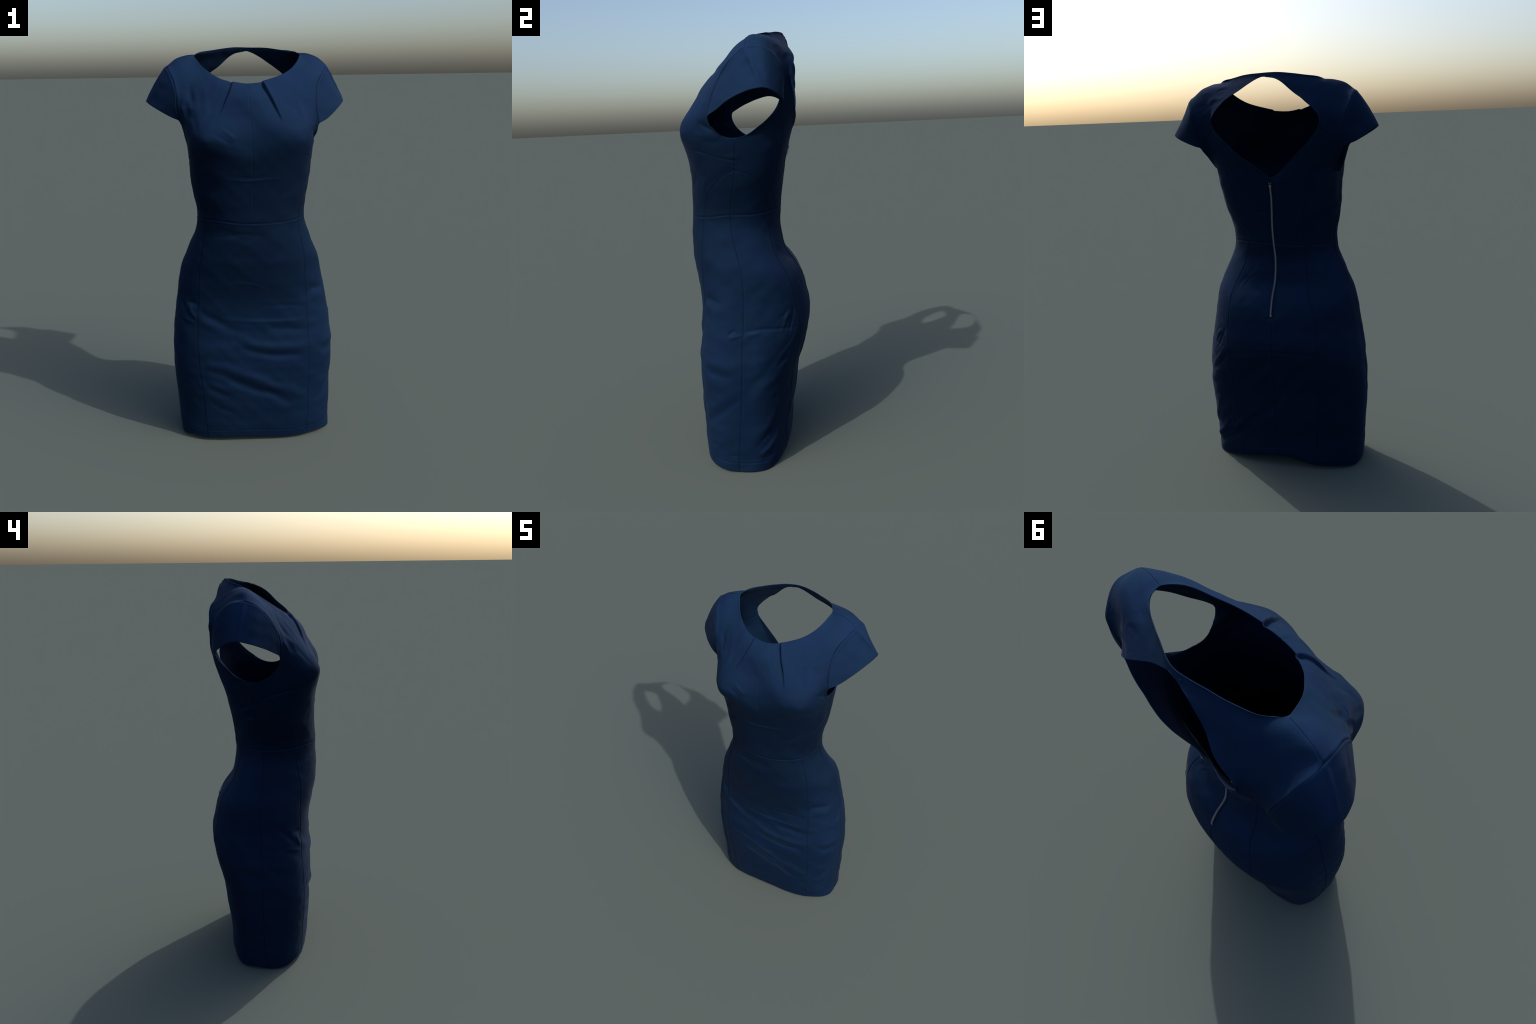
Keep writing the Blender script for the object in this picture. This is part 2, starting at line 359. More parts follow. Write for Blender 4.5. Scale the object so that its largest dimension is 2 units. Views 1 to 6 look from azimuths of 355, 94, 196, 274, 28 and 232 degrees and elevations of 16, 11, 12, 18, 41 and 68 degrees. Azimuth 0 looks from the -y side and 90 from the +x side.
def coons(bottom, top, left, right):
    R, K = len(left), len(bottom)
    u, v = np.linspace(0, 1, K)[None, :, None], np.linspace(0, 1, R)[:, None, None]
    return ((1 - v) * bottom[None] + v * top[None] + (1 - u) * left[:, None] + u * right[:, None]
            - (1 - u) * (1 - v) * bottom[0] - u * (1 - v) * bottom[-1] - (1 - u) * v * top[0] - u * v * top[-1])


def build_cage():
    cage = Cage()
    tube, n_skirt = build_tube()
    nT = len(tube) - 1
    T = [[cage.add(p) for p in row] for row in tube]

    def tube_panel(r, k):
        seg = k // CPS
        side = 0 if seg < 4 else 1
        if r < n_skirt:
            kind = [0, 1, 2, 3, 3, 2, 1, 0][seg]
            return kind * 2 + (0 if kind == 0 else side)
        return (4 * 2) if seg in (0, 1, 6, 7) else 5 * 2 + side
    cage.quads([row + row[:1] for row in T], tube_panel)

    half = 2 * CPS
    neck, key = smooth_curve(NECKLINE, True), smooth_curve(KEYHOLE, True)
    n_under, n_low, n_up, n_sh, n_neck = 2, 6, 13, 6, 9
    n_lowb, n_upb = 10, 11
    nF, nB = n_under + n_low + n_up, n_under + n_lowb + n_upb + n_sh + n_neck
    neck_front, neck_back = np.array(NECKLINE[0]), np.array(NECKLINE[10])
    key_low, key_top = np.array(KEYHOLE[0]), np.array(KEYHOLE[11])
    side_col = {1: half, -1: 3 * half}
    edge_f, edge_b, inner, sleeve_join = {}, {}, {}, {}
    for s in (1, -1):
        loop = smooth_curve(ARMHOLE[s], True)
        base = tube[nT][side_col[s]]
        under = loop[np.argmin(np.linalg.norm(loop - section(seam_angle("side_right" if s > 0 else "side_left", 1.53), np.array(1.53)), axis=1))]
        F, B, sh, nk = (np.array(v) for v in (SLEEVE_HEM[s][0], SLEEVE_HEM[s][-1], SHOULDER[s], NECK_SIDE[s]))
        fr = chain((np.array([base, under]), n_under), (arc(loop, under, F, (under + F) / 2), n_low), (arc(loop, F, sh, (F + sh) / 2 + (0, -.05, .05)), n_up))
        bk = chain((np.array([base, under]), n_under), (arc(loop, under, B, (under + B) / 2), n_lowb), (arc(loop, B, sh, (B + sh) / 2 + (0, .08, .05)), n_upb))
        fr[-1] = bk[-1] = sh
        seam = shoulder_seam(s, n_sh)
        nb = resample(arc(neck, nk, neck_back, (s * .17, .152, 1.983)), n_neck)
        nb[0] = nk
        edge_f[s] = fr
        edge_b[s] = np.vstack([bk, seam[1:], nb[1:]])
        corner = np.array([s * .27, .234, 1.765])
        inner[s] = chain((np.array([tube[nT][2 * half], key_low]), n_under), (arc(key, key_low, corner, (s * .16, .245, 1.646)), n_lowb),
                         (arc(key, corner, key_top, (s * .19, .25, 1.868)), nB - n_under - n_lowb))
    # front panel, columns run from the -x side to the +x side
    bottom = np.array([tube[nT][(k - half) % N_COL] for k in range(2 * half + 1)])
    nfl = resample(arc(neck, NECK_SIDE[-1], neck_front, (-.177, -.064, 1.871)), half - n_sh)
    nfr = resample(arc(neck, neck_front, NECK_SIDE[1], (.162, -.079, 1.861)), half - n_sh)
    nfl[0], nfr[-1] = NECK_SIDE[-1], NECK_SIDE[1]
    top = np.vstack([shoulder_seam(-1, n_sh), nfl[1:], nfr[1:], shoulder_seam(1, n_sh)[::-1][1:]])
    fc = coons(bottom, top, edge_f[-1], edge_f[1])
    Fg = [[T[nT][(k - half) % N_COL] for k in range(2 * half + 1)]]
    fixed = set(v for row in T for v in row)
    for r in range(1, nF + 1):
        row = []
        for k in range(2 * half + 1):
            v = cage.add(fc[r, k])
            on_top = r == nF
            on_arm = k in (0, 2 * half) and r >= n_under
            if on_top or on_arm:
                fixed.add(v)
            row.append(v)
        Fg.append(row)
    cage.quads(Fg, 4 * 2)
    # back panels, columns run from the side to the centre back
    Bg, strap = {}, None
    row_sh = n_under + n_lowb + n_upb
    for s in (1, -1):
        bottom = np.array([tube[nT][(side_col[s] + s * k) % N_COL] for k in range(half + 1)])
        top = resample(np.array([edge_b[s][-1], inner[s][-1]]), half)
        bc = coons(bottom, top, edge_b[s], inner[s])
        g = [[T[nT][(side_col[s] + s * k) % N_COL] for k in range(half + 1)]]
        e = 2 * half if s > 0 else 0
        for r in range(1, nB + 1):
            row = []
            for k in range(half + 1):
                if k == 0 and r <= n_under:
                    v = Fg[r][e]
                elif k == 0 and row_sh <= r <= row_sh + n_sh:
                    v = Fg[nF][e - s * (r - row_sh)]
                elif k == half and r <= n_under and s < 0:
                    v = Bg[1][r][half]
                elif r == nB and s < 0:
                    v = Bg[1][r][k]
                else:
                    v = cage.add(bc[r, k])
                    if k == 0 or (k == half and r >= n_under) or r == nB:
                        fixed.add(v)
                row.append(v)
            g.append(row)
        Bg[s] = g
        pan = lambda r, k, s=s: (5 if r < n_under + n_lowb else 6) * 2 + (0 if s > 0 else 1)
        cage.quads(g, pan, flip=s < 0)
    n_body = len(cage.co)
    # ---- fairing: least bending between the fixed edges
    co = np.array(cage.co)
    nbr = [set() for _ in range(n_body)]
    count = {}
    for f in cage.faces:
        for a, b in zip(f, f[1:] + f[:1]):
            nbr[a].add(b)
            nbr[b].add(a)
            count[(min(a, b), max(a, b))] = count.get((min(a, b), max(a, b)), 0) + 1
    border = set(v for e, c in count.items() if c == 1 for v in e)
    free = [v for v in range(n_body) if v not in fixed]
    idx = {v: i for i, v in enumerate(free)}
    rows = [v for v in range(n_body) if v not in border and (v in idx or any(w in idx for w in nbr[v]))]
    M, rhs = np.zeros((len(free), len(free))), np.zeros((len(free), 3))

    def equation(terms, target, weight=1.0):
        """add weight * (sum c * x = target) to the normal equations"""
        ids = [(idx[v], c * weight) for v, c in terms if v in idx]
        t = target * weight - sum((c * weight * co[v] for v, c in terms if v not in idx), np.zeros(3))
        for i, ci in ids:
            rhs[i] += ci * t
            for j, cj in ids:
                M[i, j] += ci * cj
    stiff = lambda a, b: 1 / max(.004, np.linalg.norm(co[a] - co[b]))
    lay = {v: {w: stiff(v, w) for w in nbr[v]} for v in rows}
    for v in rows:
        total = sum(lay[v].values())
        equation([(v, 1.0)] + [(w, -c / total) for w, c in lay[v].items()], np.zeros(3))
    for a, b2 in count:
        if (a in idx or b2 in idx) and max(a, b2) < n_body:
            equation([(a, 1.0), (b2, -1.0)], np.zeros(3), TAUT * min(2.5, .025 * stiff(a, b2)) ** .5)
    # faced edges of the keyhole lie straight out to the edge
    for s in (1, -1):
        for r in range(n_under + 3, nB - 3):
            g = Bg[s][r]
            for k in range(half - 4, half):
                equation([(g[k], 1.0), (g[k - 1], -.5), (g[k + 1], -.5)], np.zeros(3), 2.5)
    flat = np.linalg.solve(M + 1e-9 * np.eye(len(free)), rhs)
    for axis, parts in ((1, [("bust", Fg, "bust", -1), ("back", Bg[1], "back_right", 1), ("back", Bg[-1], "back_left", 1)]),
                        (2, [("yoke", Bg[1], "yoke_right", 1), ("yoke", Bg[-1], "yoke_left", 1)])):
        Mw, push = M.copy(), np.zeros(len(free))
        for kind, grid, name, sign in parts:
            for r, line in zip(FORM_ROWS[kind], FORM_PUSH[name]):
                for k, amount in zip(FORM_COLS[kind], line):
                    i = idx.get(grid[r][k])
                    if i is not None:
                        Mw[i, i] += 1.0
                        push[i] = sign * amount
        flat[:, axis] += np.linalg.solve(Mw, push)
    co[free] = flat
    cage.co = list(co)
    # ---- cap sleeves: from the armhole seam down to the sleeve hem
    joins = {}
    for s in (1, -1):
        e = 2 * half if s > 0 else 0
        arm = [Fg[r][e] for r in range(n_under + n_low, nF + 1)] + [Bg[s][r][0] for r in range(row_sh - 1, n_under + n_lowb - 1, -1)]
        a = co[arm]
        m = len(arm) - 1
        hem = smooth_curve(SLEEVE_HEM[s], False)
        tip = int(np.argmax(np.abs(hem[:, 0])))
        hem = chain((hem[:tip + 1], n_up), (hem[tip:], m - n_up))
        n_across = 7
        g = []
        for j in range(n_across + 1):
            f = j / n_across
            row = []
            for i in range(m + 1):
                if i in (0, m) or j == 0:
                    row.append(arm[i])
                    continue
                w = np.linalg.norm(hem[i] - a[i])
                out = np.array([s * .85, .05, .5])
                row.append(cage.add(a[i] * (1 - f) + hem[i] * f + out * w * (.0 if s > 0 else .02) * 6.75 * f * (1 - f) ** 2))
            g.append(row)
        cage.quads(g, 7 * 2 + (0 if s > 0 else 1), flip=s > 0)
    return cage, dict(T=T, Fg=Fg, Bg=Bg, n_skirt=n_skirt)


# ------------------------------------------------------------------ fine mesh
def mesh_from(co, faces, name):
    me = bpy.data.meshes.new(name)
    me.from_pydata([tuple(v) for v in co], [], faces)
    me.update()
    return me


def apply_mods(ob):
    dg = bpy.context.evaluated_depsgraph_get()
    ev = ob.evaluated_get(dg)
    me = bpy.data.meshes.new_from_object(ev, depsgraph=dg)
    return me


def mesh_arrays(me):
    n = len(me.vertices)
    co, no = np.empty(n * 3, np.float32), np.empty(n * 3, np.float32)
    me.vertices.foreach_get("co", co)
    me.vertex_normals.foreach_get("vector", no)
    return co.reshape(-1, 3).astype(float), no.reshape(-1, 3).astype(float)


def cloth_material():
    """matt navy cotton: base colour carries overhead light and shade, painted by normal and height"""
    mat = bpy.data.materials.new("navy_cloth")
    mat.use_nodes = True
    nt = mat.node_tree
    p = nt.nodes["Principled BSDF"]

    def node(kind, **sockets):
        n = nt.nodes.new(kind)
        for k, v in sockets.items():
            n.inputs[k.replace("_", " ")].default_value = v
        return n
    link = nt.links.new
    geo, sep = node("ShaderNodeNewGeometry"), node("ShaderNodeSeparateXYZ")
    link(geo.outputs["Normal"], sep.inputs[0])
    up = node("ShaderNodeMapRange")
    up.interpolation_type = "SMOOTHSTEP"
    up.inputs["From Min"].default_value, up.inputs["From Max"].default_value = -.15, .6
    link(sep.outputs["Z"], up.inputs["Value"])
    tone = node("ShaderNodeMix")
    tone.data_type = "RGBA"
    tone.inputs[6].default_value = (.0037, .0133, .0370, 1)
    tone.inputs[7].default_value = (.0084, .0240, .064, 1)  # lighter navy tinted onto upward faces for light from above
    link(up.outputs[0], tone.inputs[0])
    # baked shading by height: waist darkened as shadowed, shoulders lightened as lit
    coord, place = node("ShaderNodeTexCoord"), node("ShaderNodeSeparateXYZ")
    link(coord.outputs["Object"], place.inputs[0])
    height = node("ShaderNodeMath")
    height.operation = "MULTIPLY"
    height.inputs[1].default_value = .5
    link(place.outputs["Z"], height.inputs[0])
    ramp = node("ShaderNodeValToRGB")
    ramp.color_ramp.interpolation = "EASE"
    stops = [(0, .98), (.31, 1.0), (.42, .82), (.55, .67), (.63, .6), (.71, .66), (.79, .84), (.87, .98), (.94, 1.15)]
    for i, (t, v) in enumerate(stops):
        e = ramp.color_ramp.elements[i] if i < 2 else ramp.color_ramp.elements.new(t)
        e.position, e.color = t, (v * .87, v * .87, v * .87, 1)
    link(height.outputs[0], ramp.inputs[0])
    # large soft blotches lean to teal or to violet, fine grain varies the weave
    blotch, grain = node("ShaderNodeTexNoise", Scale=9.0, Detail=8.0), node("ShaderNodeTexNoise", Scale=420.0, Detail=2.0)
    hue = node("ShaderNodeMix")
    hue.data_type, hue.blend_type = "RGBA", "MIX"
    hue.inputs[6].default_value, hue.inputs[7].default_value = (.94, 1.05, .96, 1), (1.05, .97, 1.05, 1)
    link(coord.outputs["Object"], blotch.inputs["Vector"])
    link(coord.outputs["Object"], grain.inputs["Vector"])
    soft = node("ShaderNodeMapRange")
    soft.inputs["From Min"].default_value, soft.inputs["From Max"].default_value = .35, .65
    link(blotch.outputs[0], soft.inputs["Value"])
    link(soft.outputs[0], hue.inputs[0])
    weave = node("ShaderNodeMapRange")
    weave.inputs["To Min"].default_value, weave.inputs["To Max"].default_value = .72, 1.28
    link(grain.outputs[0], weave.inputs["Value"])
    # back-facing cloth gets one flat painted shade in place of the ramp
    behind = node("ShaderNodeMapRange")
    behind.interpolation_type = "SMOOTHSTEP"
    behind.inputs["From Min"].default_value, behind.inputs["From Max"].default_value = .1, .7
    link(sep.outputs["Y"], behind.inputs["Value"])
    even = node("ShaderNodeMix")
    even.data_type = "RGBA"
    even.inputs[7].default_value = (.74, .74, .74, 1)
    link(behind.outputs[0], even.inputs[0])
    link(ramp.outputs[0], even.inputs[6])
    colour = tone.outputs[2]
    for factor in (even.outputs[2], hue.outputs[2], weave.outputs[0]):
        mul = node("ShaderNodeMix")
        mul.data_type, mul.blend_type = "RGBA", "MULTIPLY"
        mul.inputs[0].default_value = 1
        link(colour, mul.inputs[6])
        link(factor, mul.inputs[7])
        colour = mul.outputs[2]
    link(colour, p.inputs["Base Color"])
    bump = node("ShaderNodeBump", Strength=.4, Distance=.0014)
    crumple = node("ShaderNodeTexNoise", Scale=110.0, Detail=3.0)
    link(coord.outputs["Object"], crumple.inputs["Vector"])
    link(crumple.outputs[0], bump.inputs["Height"])
    link(bump.outputs[0], p.inputs["Normal"])
    p.inputs["Roughness"].default_value = .95
    p.inputs["Specular IOR Level"].default_value = .035
    p.inputs["Sheen Weight"].default_value = .045
    p.inputs["Sheen Roughness"].default_value = .35
    p.inputs["Sheen Tint"].default_value = (.62, .75, 1, 1)
    return mat


LEVEL = 3


# ------------------------------------------------------------------ cloth relief
class Relief:
    """pushes the fine mesh in and out along its normals"""

    def __init__(self, co, no):
        self.co, self.no = co, no
        self.push = np.zeros(len(co))
        self.sewn = []
        self.order = np.argsort(co[:, 2])
        self.z = co[self.order, 2]

    def near(self, path, reach):
        lo, hi = path.min(0) - reach, path.max(0) + reach
        a, b = np.searchsorted(self.z, [lo[2], hi[2]])
        ids = self.order[a:b]
        c = self.co[ids]
        return ids[((c > lo) & (c < hi)).all(1)]

    def nearest(self, path, reach):
        """ids of vertices near the path, index of the nearest sample, distance"""
        out = [], [], []
        n = max(1, len(path) // 40)
        for part in np.array_split(np.arange(len(path)), n):
            p = path[part]
            ids = self.near(p, reach)
            for k in range(0, len(ids), 4000):
                i = ids[k:k + 4000]
                d2 = ((self.co[i][:, None] - p[None]) ** 2).sum(-1)
                j = d2.argmin(1)
                d = np.sqrt(d2[np.arange(len(i)), j])
                ok = d < reach
                for store, v in zip(out, (i[ok], part[j[ok]], d[ok])):
                    store.append(v)
        i, j, d = (np.concatenate(v) if v else np.zeros(0, int) for v in out)
        o = np.lexsort((d, i))
        i, j, d = i[o], j[o], d[o]
        first = np.r_[True, i[1:] != i[:-1]] if len(i) else np.zeros(0, bool)
        return i[first], j[first], d[first]

    def ridge(self, path, half_width, height, taper=True):
        i, j, d = self.nearest(path, half_width * 3.2)
        t = j / max(1, len(path) - 1)
        w = np.sin(np.pi * np.clip(t, 0, 1)) ** .6 if taper else 1.0
        self.push[i] += height * w * np.exp(-.5 * (d / half_width) ** 2)

    def seam(self, path, depth=.0020, width=.0026, lip=.0004, stitched=True):
        """sewn groove with the seam allowance standing slightly proud on both sides"""
        if stitched:
            self.sewn.append(path)
        i, j, d = self.nearest(path, .02)
        depth = depth * (.72 + .28 * np.sin(j * .11 + len(path)))
        self.push[i] += -depth * np.exp(-.5 * (d / width) ** 2) + lip * np.exp(-.5 * ((d - .007) / .004) ** 2)

    def step(self, path, rise, drop, flip):
        """a pleat: one side lies over the other, most open at the start of the path"""
        i, j, d = self.nearest(path, .06)
        along = np.gradient(path, axis=0)[j]
        across = np.cross(along, self.no[i])
        across /= np.linalg.norm(across, axis=1)[:, None] + 1e-9
        x = ((self.co[i] - path[j]) * across).sum(1) * flip
        t = j / (len(path) - 1)
        open_ = np.clip(1.1 - t, 0, 1) ** .8 * np.clip((1 - t) * 8, 0, 1) * np.clip(.35 + 6 * t, 0, 1)
        gone = np.exp(-np.maximum(0, d - np.abs(x)) / .004)
        up = rise * np.exp(-np.maximum(x, 0) / .022)
        down = -drop * np.exp(-np.maximum(-x, 0) / .028)
        mix = 1 / (1 + np.exp(-x / .0012))
        self.push[i] += (up * mix + down * (1 - mix)) * open_ * gone

    def thread(self, path, depth=0.0):
        """the path dropped onto the pressed cloth"""
        out = []
        now = self.co + self.no * self.push[:, None]
        for p in path[::2]:
            i = self.near(p[None], .008)
            if len(i):
                d = ((self.co[i] - p) ** 2).sum(1)
                w = 1 / (d + 4e-6)
                out.append(((now[i] - self.no[i] * depth) * w[:, None]).sum(0) / w.sum())
        out = np.array(out)
        k = np.ones(5) / 5
        return np.stack([np.convolve(np.pad(out[:, c], 2, mode="edge"), k, mode="valid") for c in range(3)], 1)

    def apply(self):
        return self.co + self.no * self.push[:, None]


def on_body(path, step=.003):
    """dense 3D path from control points given as (angle, height) or (x, y, z)"""
    p = np.asarray(path, float)
    if p.shape[1] == 2:
        p = np.column_stack([np.degrees(np.unwrap(np.radians(p[:, 0]))), p[:, 1]])
        q = smooth_curve(np.column_stack([p, np.zeros(len(p))]), False, 40)
        q = section(np.radians(q[:, 0]) % (2 * np.pi), q[:, 1])
    else:
        q = smooth_curve(p, False, 40)
    n = max(2, int(np.linalg.norm(np.diff(q, axis=0), axis=1).sum() / step))
    return resample(q, n)


def press_cloth(co, no, cage, info):
    rel = Relief(co, no)
    grid = np.array(cage.co)
    T, Fg, Bg, ns = (info[k] for k in ("T", "Fg", "Bg", "n_skirt"))
    def fine(ids):
        ids = list(ids)
        return resample(smooth_curve(grid[ids], False, 8), len(ids) * 10)

    top = len(T)
    # seams that run along the cage
    for c in (CPS, 3 * CPS, 5 * CPS, 7 * CPS):
        rel.seam(fine(T[r][c] for r in range(ns + 1)))
    for c in (2 * CPS, 6 * CPS):
        rel.seam(fine([T[r][c] for r in range(top)] + [Fg[r][2 * CPS + (2 * CPS if c == 2 * CPS else -2 * CPS)] for r in (1, 2)]))
    rel.seam(fine([T[r][4 * CPS] for r in range(0, int(ns * .71))]))
    rel.seam(fine([T[r][0] for r in range(ns, top)] + [Fg[r][2 * CPS] for r in range(1, len(Fg))]), depth=.0011, lip=.0003, stitched=False)
    waist = fine([T[ns][c % N_COL] for c in range(N_COL + 1)])
    rel.seam(waist, depth=.0028, width=.003)
    rel.ridge(waist - (0, 0, .007), .004, .0005, taper=False)
    hem = grid[[T[0][c % N_COL] for c in range(N_COL + 1)]]
    rel.seam(section_copy(hem, .042), depth=.0011, width=.003, lip=.0006, stitched=False)
    for s in (1, -1):
        e = 4 * CPS if s > 0 else 0
        nF = len(Fg) - 1
        front = [Fg[r][e] for r in range(8, nF + 1)]
        back = [Bg[s][r][0] for r in range(22, 11, -1)]
        rel.seam(fine(front + back), depth=.0028, width=.003, lip=.0010)
        rel.seam(fine([Fg[nF][e - s * k] for k in range(7)]), depth=.0016)
        rel.seam(fine(Bg[s][12]), depth=.0026)
    for path in WAIST_INSET + BACK_DART + BACK_DART_TOP:
        rel.seam(on_body(path), depth=.0016)
    for path in BUST_DART:
        rel.seam(on_body(path), depth=.0034, width=.0035, lip=0)
    for path, w, h in FRONT_SKIRT_FOLDS + SIDE_SKIRT_FOLDS + BACK_SKIRT_FOLDS + WAIST_FOLDS + CHEST_FOLDS + YOKE_FOLDS:
        rel.ridge(on_body(path), w / 1000, h / 1000)
    for s in (1, -1):       # pressed crease down the middle of each cap sleeve
        a, b = np.array(SHOULDER[s]), np.array(SLEEVE_HEM[s][4])
        f = np.linspace(0, 1, 60)[:, None]
        rel.ridge(a * (1 - f) + b * f, .007, .005)
    for path, rise, drop, flip in PLEAT:
        rel.step(on_body(path), rise, drop, flip)
    # soft unevenness of worn cotton
    rng = np.random.default_rng(7)
    for size, amount, n in ((.11, .0010, 7), (.055, .0004, 9)):
        for _ in range(n):
            k = rng.normal(size=3) * (1, 1, 1.2)
            k *= 2 * np.pi / size / np.linalg.norm(k)
            rel.push += amount / math.sqrt(n) * np.sin(co @ k + rng.uniform(0, 6.3))
    return rel.apply(), [rel.thread(p) for p in rel.sewn]


def section_copy(loop, lift):
    """a loop moved up along the skirt by lift"""
    p = np.asarray(loop, float).copy()
    hem = loop_height(HEM)
    q = {k: spline(HEIGHT, v, p[:, 2]) for k, v in PROFILE.items()}
    y = p[:, 1] - q["twist"] * p[:, 0] - q["side"]
    w = np.where(p[:, 0] >= 0, q["right"], -q["left"])
    d = np.where(y <= 0, q["side"] - q["front"], q["back"] - q["side"])
    phi = np.arctan2(p[:, 0] / w, -y / d) % (2 * np.pi)
    path = section(phi, p[:, 2] + lift)
    return resample(path, 800)


# ------------------------------------------------------------------ parts
def split_parts(full, mat, root):
    """cut the finished cloth shell into its sewn panels, keeping the whole shell's normals"""
    co, no = mesh_arrays(full)
    nl, npoly = len(full.loops), len(full.polygons)
    lv, start, total, idx = (np.empty(n, np.int32) for n in (nl, npoly, npoly, npoly))
    full.loops.foreach_get("vertex_index", lv)
    full.polygons.foreach_get("loop_start", start)
    full.polygons.foreach_get("loop_total", total)
    full.polygons.foreach_get("material_index", idx)
    owner = np.repeat(np.arange(npoly), total)
    for panel in np.unique(idx):
        sel = idx == panel
        loops = lv[sel[owner]]
        used, local = np.unique(loops, return_inverse=True)
        me = bpy.data.meshes.new(PANELS[panel // 2])
        me.vertices.add(len(used))
        me.vertices.foreach_set("co", co[used].astype(np.float32).ravel())
        me.loops.add(len(loops))
        me.loops.foreach_set("vertex_index", local.astype(np.int32))
        n = total[sel]
        me.polygons.add(len(n))
        me.polygons.foreach_set("loop_start", np.r_[0, np.cumsum(n)[:-1]].astype(np.int32))
        me.polygons.foreach_set("loop_total", n)
        me.polygons.foreach_set("use_smooth", np.ones(len(n), bool))
        me.update(calc_edges=True)
        me.normals_split_custom_set_from_vertices(no[used])
        me.materials.append(mat)
        ob = bpy.data.objects.new(PANELS[panel // 2], me)
        bpy.context.scene.collection.objects.link(ob)
        ob.parent = root


def add_part(bm, name, mat, parent, smooth=True, bevel=0):
    me = bpy.data.meshes.new(name)
    bm.to_mesh(me)
    bm.free()
    me.materials.append(mat)
    me.polygons.foreach_set("use_smooth", np.full(len(me.polygons), smooth))
    ob = bpy.data.objects.new(name, me)
    bpy.context.scene.collection.objects.link(ob)
    ob.parent = parent
    if bevel:
        m = ob.modifiers.new("edge", "BEVEL")
        m.width, m.segments = bevel, 2
    return ob


def box(bm, centre, axes, size):
    """box with half sizes along three axes"""
    v = []
    for a in (-1, 1):
        for b in (-1, 1):
            for c in (-1, 1):
                v.append(bm.verts.new(Vector(centre + axes[0] * size[0] * a + axes[1] * size[1] * b + axes[2] * size[2] * c)))
    for f in ((0, 1, 3, 2), (4, 6, 7, 5), (0, 4, 5, 1), (2, 3, 7, 6), (0, 2, 6, 4), (1, 5, 7, 3)):
        bm.faces.new([v[k] for k in f])


def plain(name, colour, rough, metal=0.0, spec=.5):
    m = bpy.data.materials.new(name)
    m.use_nodes = True
    nt = m.node_tree
    p = nt.nodes["Principled BSDF"]
    noise, mix = nt.nodes.new("ShaderNodeTexNoise"), nt.nodes.new("ShaderNodeMix")
    coord = nt.nodes.new("ShaderNodeTexCoord")
    noise.inputs["Scale"].default_value = 90
    mix.data_type = "RGBA"
    mix.inputs[6].default_value = tuple(c * .75 for c in colour) + (1,)
    mix.inputs[7].default_value = tuple(c * 1.2 for c in colour) + (1,)
    nt.links.new(coord.outputs["Object"], noise.inputs["Vector"])
    nt.links.new(noise.outputs[0], mix.inputs[0])
    nt.links.new(mix.outputs[2], p.inputs["Base Color"])
    p.inputs["Roughness"].default_value, p.inputs["Metallic"].default_value = rough, metal
    p.inputs["Specular IOR Level"].default_value = spec
    return m


def build_zip(root, surface, navy):
    """exposed metal back zip: tape, teeth, slider with pull tab, bottom stop"""
    zs = np.linspace(1.496, .85, 280)
    path = section(seam_angle("centre_back", zs), zs)
    # sit on the pressed cloth, not on the smooth body
    near = surface[(np.abs(surface[:, 0]) < .05) & (surface[:, 1] > .1) & (surface[:, 2] > .8) & (surface[:, 2] < 1.53)]
    ys = np.array([np.max(near[((near - p)[:, [0, 2]] ** 2).sum(1) < .008 ** 2][:, 1], initial=p[1] - .01) for p in path])
    k = np.ones(13) / 13
    path[:, 1] = np.convolve(np.pad(ys, 6, mode="edge"), k, mode="valid") + .0006
    t = np.gradient(path, axis=0)
    t /= np.linalg.norm(t, axis=1)[:, None]
    side = np.cross(t, (0, 1, 0))
    side /= np.linalg.norm(side, axis=1)[:, None]
    out = np.cross(side, t)
    out *= np.sign(out[:, 1:2])
    metal = plain("zip_metal", (.165, .155, .18), .5, .1)
    steel = plain("slider_metal", (.22, .21, .21), .35, .7)
    holder = bpy.data.objects.new("zip", None)
    bpy.context.scene.collection.objects.link(holder)
    holder.parent = root
    bm = bmesh.new()
    rows = []
    for p, s, o in zip(path, side, out):
        rows.append([bm.verts.new(Vector(p + s * a + o * b)) for a, b in ((-.0075, -.001), (-.0065, .0006), (.0065, .0006), (.0075, -.001))])
    for a, b in zip(rows, rows[1:]):
        for i in range(3):
            bm.faces.new((a[i], a[i + 1], b[i + 1], b[i]))
    bmesh.ops.recalc_face_normals(bm, faces=bm.faces)
    add_part(bm, "zip_tape", navy, holder)
    bm = bmesh.new()
    for i in range(12, len(path) - 2):
        a = 1 if i % 2 else -1
        box(bm, path[i] + out[i] * .0012 + side[i] * a * .0011, (side[i], t[i], out[i]), (.0035, .0009, .0010))
    teeth = add_part(bm, "zip_teeth", metal, holder, smooth=False)
    teeth["kind"] = "stuff"
    bm = bmesh.new()
    i = 8
    box(bm, path[i] + out[i] * .003, (side[i], t[i], out[i]), (.0055, .0075, .0022))
    box(bm, path[2] + out[2] * .0025 + side[2] * .0045, (side[2], t[2], out[2]), (.0018, .003, .0015))
    box(bm, path[2] + out[2] * .0025 - side[2] * .0045, (side[2], t[2], out[2]), (.0018, .003, .0015))
    slider = add_part(bm, "zip_slider", steel, holder, smooth=False, bevel=.0008)
    bm = bmesh.new()
    c = path[18] + out[18] * .0045
    box(bm, c, (side[18], t[18], out[18]), (.0032, .014, .0008))
    box(bm, path[9] + out[9] * .0055, (side[9], t[9], out[9]), (.002, .006, .0009))
    tab = add_part(bm, "pull_tab", steel, slider, smooth=False, bevel=.0006)
    bm = bmesh.new()
    e = len(path) - 1
    box(bm, path[e] + out[e] * .0015, (side[e], t[e], out[e]), (.005, .0035, .0014))
    add_part(bm, "zip_stop", metal, holder, smooth=False, bevel=.0006)


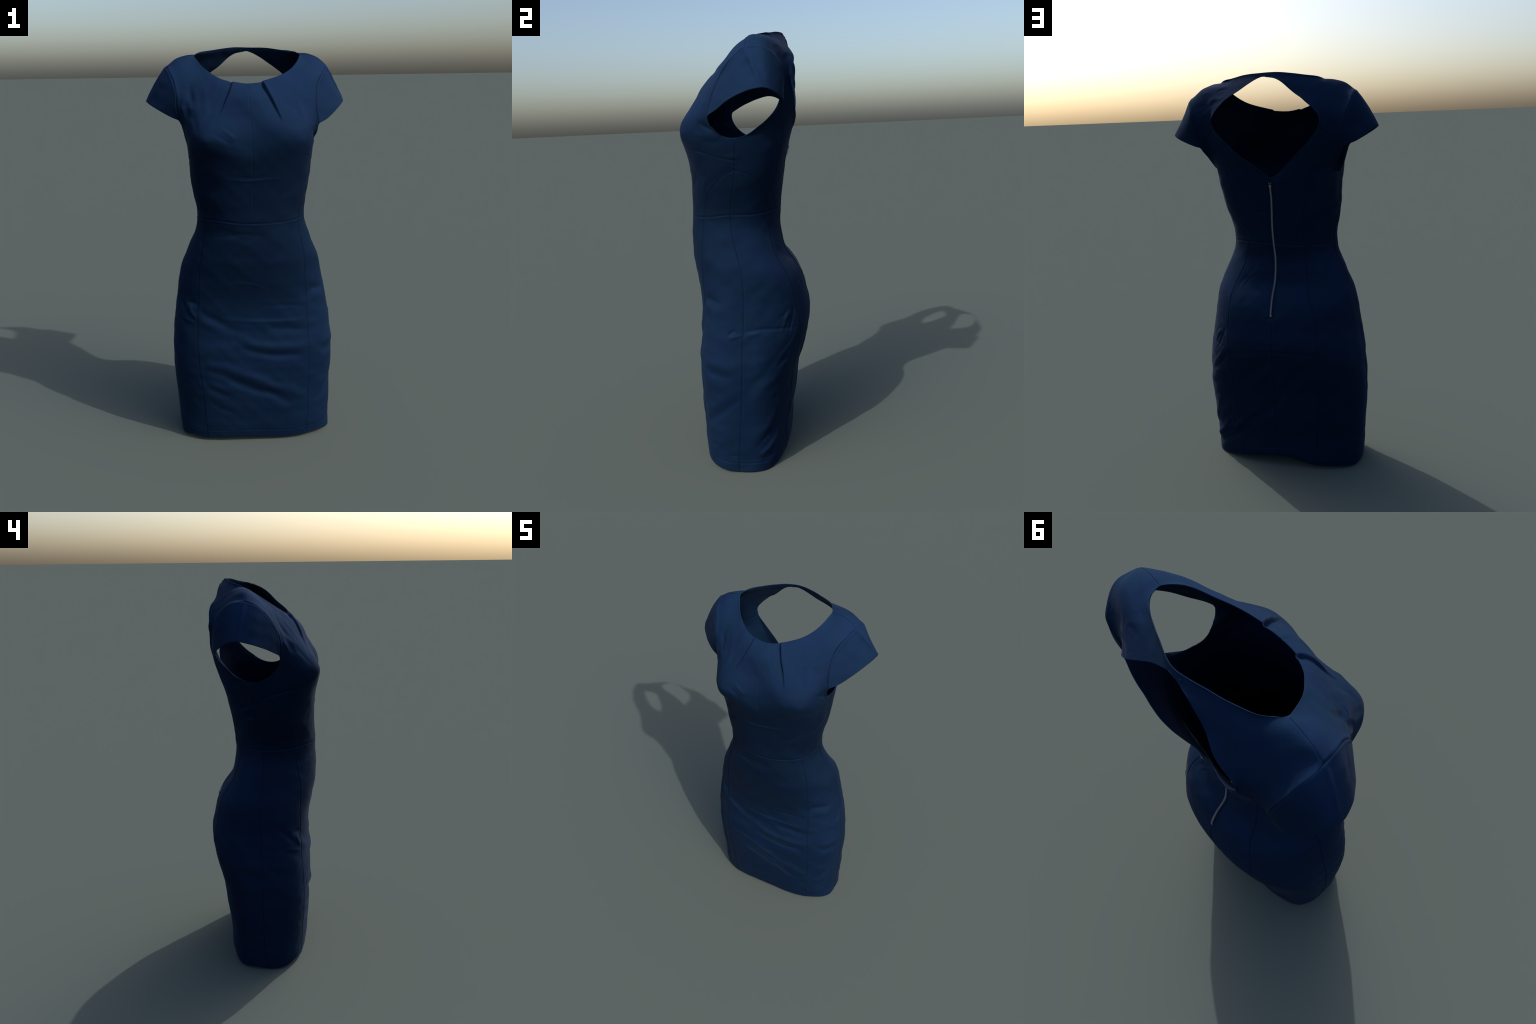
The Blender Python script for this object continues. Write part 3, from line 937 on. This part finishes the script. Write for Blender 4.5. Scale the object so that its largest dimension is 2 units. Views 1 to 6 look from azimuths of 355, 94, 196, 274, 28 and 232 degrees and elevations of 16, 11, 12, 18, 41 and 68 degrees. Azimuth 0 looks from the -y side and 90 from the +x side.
def build_seam_lines(root, paths):
    """thin dark tubes laid in the seam grooves to darken their lines"""
    bm = bmesh.new()
    for path in paths:
        t = np.gradient(path, axis=0)
        t /= np.linalg.norm(t, axis=1)[:, None] + 1e-9
        u = np.cross(t, np.where(np.abs(t[:, 2:3]) > .8, (1.0, 0, 0), (0, 0, 1.0)))
        u /= np.linalg.norm(u, axis=1)[:, None]
        w = np.cross(t, u)
        rings = [[bm.verts.new(Vector(p + (a * math.cos(b) + c * math.sin(b)) * SEAM_LINE_R)) for b in np.arange(5) * 2 * math.pi / 5]
                 for p, a, c in zip(path, u, w)]
        for a, b in zip(rings, rings[1:]):
            for i in range(5):
                bm.faces.new((a[i], a[(i + 1) % 5], b[(i + 1) % 5], b[i]))
    bmesh.ops.recalc_face_normals(bm, faces=bm.faces)
    ob = add_part(bm, "seam_dark_line", plain("dark_seam_line", (.0022, .0085, .023), .9, 0, .02), root)
    ob["kind"] = "stuff"


SEAM_LINE_R = .0007      # radius


def build_neck_button(root, navy):
    """covered button that closes the two yokes at the nape"""
    bm = bmesh.new()
    bmesh.ops.create_uvsphere(bm, u_segments=20, v_segments=12, radius=.0065)
    bmesh.ops.scale(bm, vec=(1, .55, 1), verts=bm.verts)
    bmesh.ops.translate(bm, vec=(-.016, .202, 1.983), verts=bm.verts)
    add_part(bm, "neck_button", navy, root)


def main():
    cage, info = build_cage()
    me = mesh_from(cage.co, cage.faces, "dress_cage")
    me.polygons.foreach_set("material_index", np.array(cage.panel, np.int32))
    for i in range(16):
        me.materials.append(None)
    ob = bpy.data.objects.new("dress_cage", me)
    bpy.context.scene.collection.objects.link(ob)
    sub = ob.modifiers.new("fine", "SUBSURF")
    sub.levels = sub.render_levels = LEVEL
    sub.boundary_smooth = "ALL"
    fine = apply_mods(ob)
    ob.modifiers.clear()
    co, no = mesh_arrays(fine)
    pressed, seam_paths = press_cloth(co, no, cage, info)
    fine.vertices.foreach_set("co", pressed.astype(np.float32).ravel())
    fine.update()
    ob.data = fine
    sol = ob.modifiers.new("cloth", "SOLIDIFY")
    sol.thickness, sol.offset = .0028, -1
    full = apply_mods(ob)
    full.polygons.foreach_set("use_smooth", np.ones(len(full.polygons), bool))
    full.update()
    mat = cloth_material()
    root = bpy.data.objects.new("dress", None)
    bpy.context.scene.collection.objects.link(root)
    root["label"] = "navy blue fitted short-sleeved dress with keyhole back and zip"
    root["category"] = "dress"
    split_parts(full, mat, root)
    bpy.data.objects.remove(ob)
    for m in (me, fine, full):
        if m.users == 0:
            bpy.data.meshes.remove(m)
    build_zip(root, pressed, mat)
    build_neck_button(root, mat)
    build_seam_lines(root, seam_paths)


main()
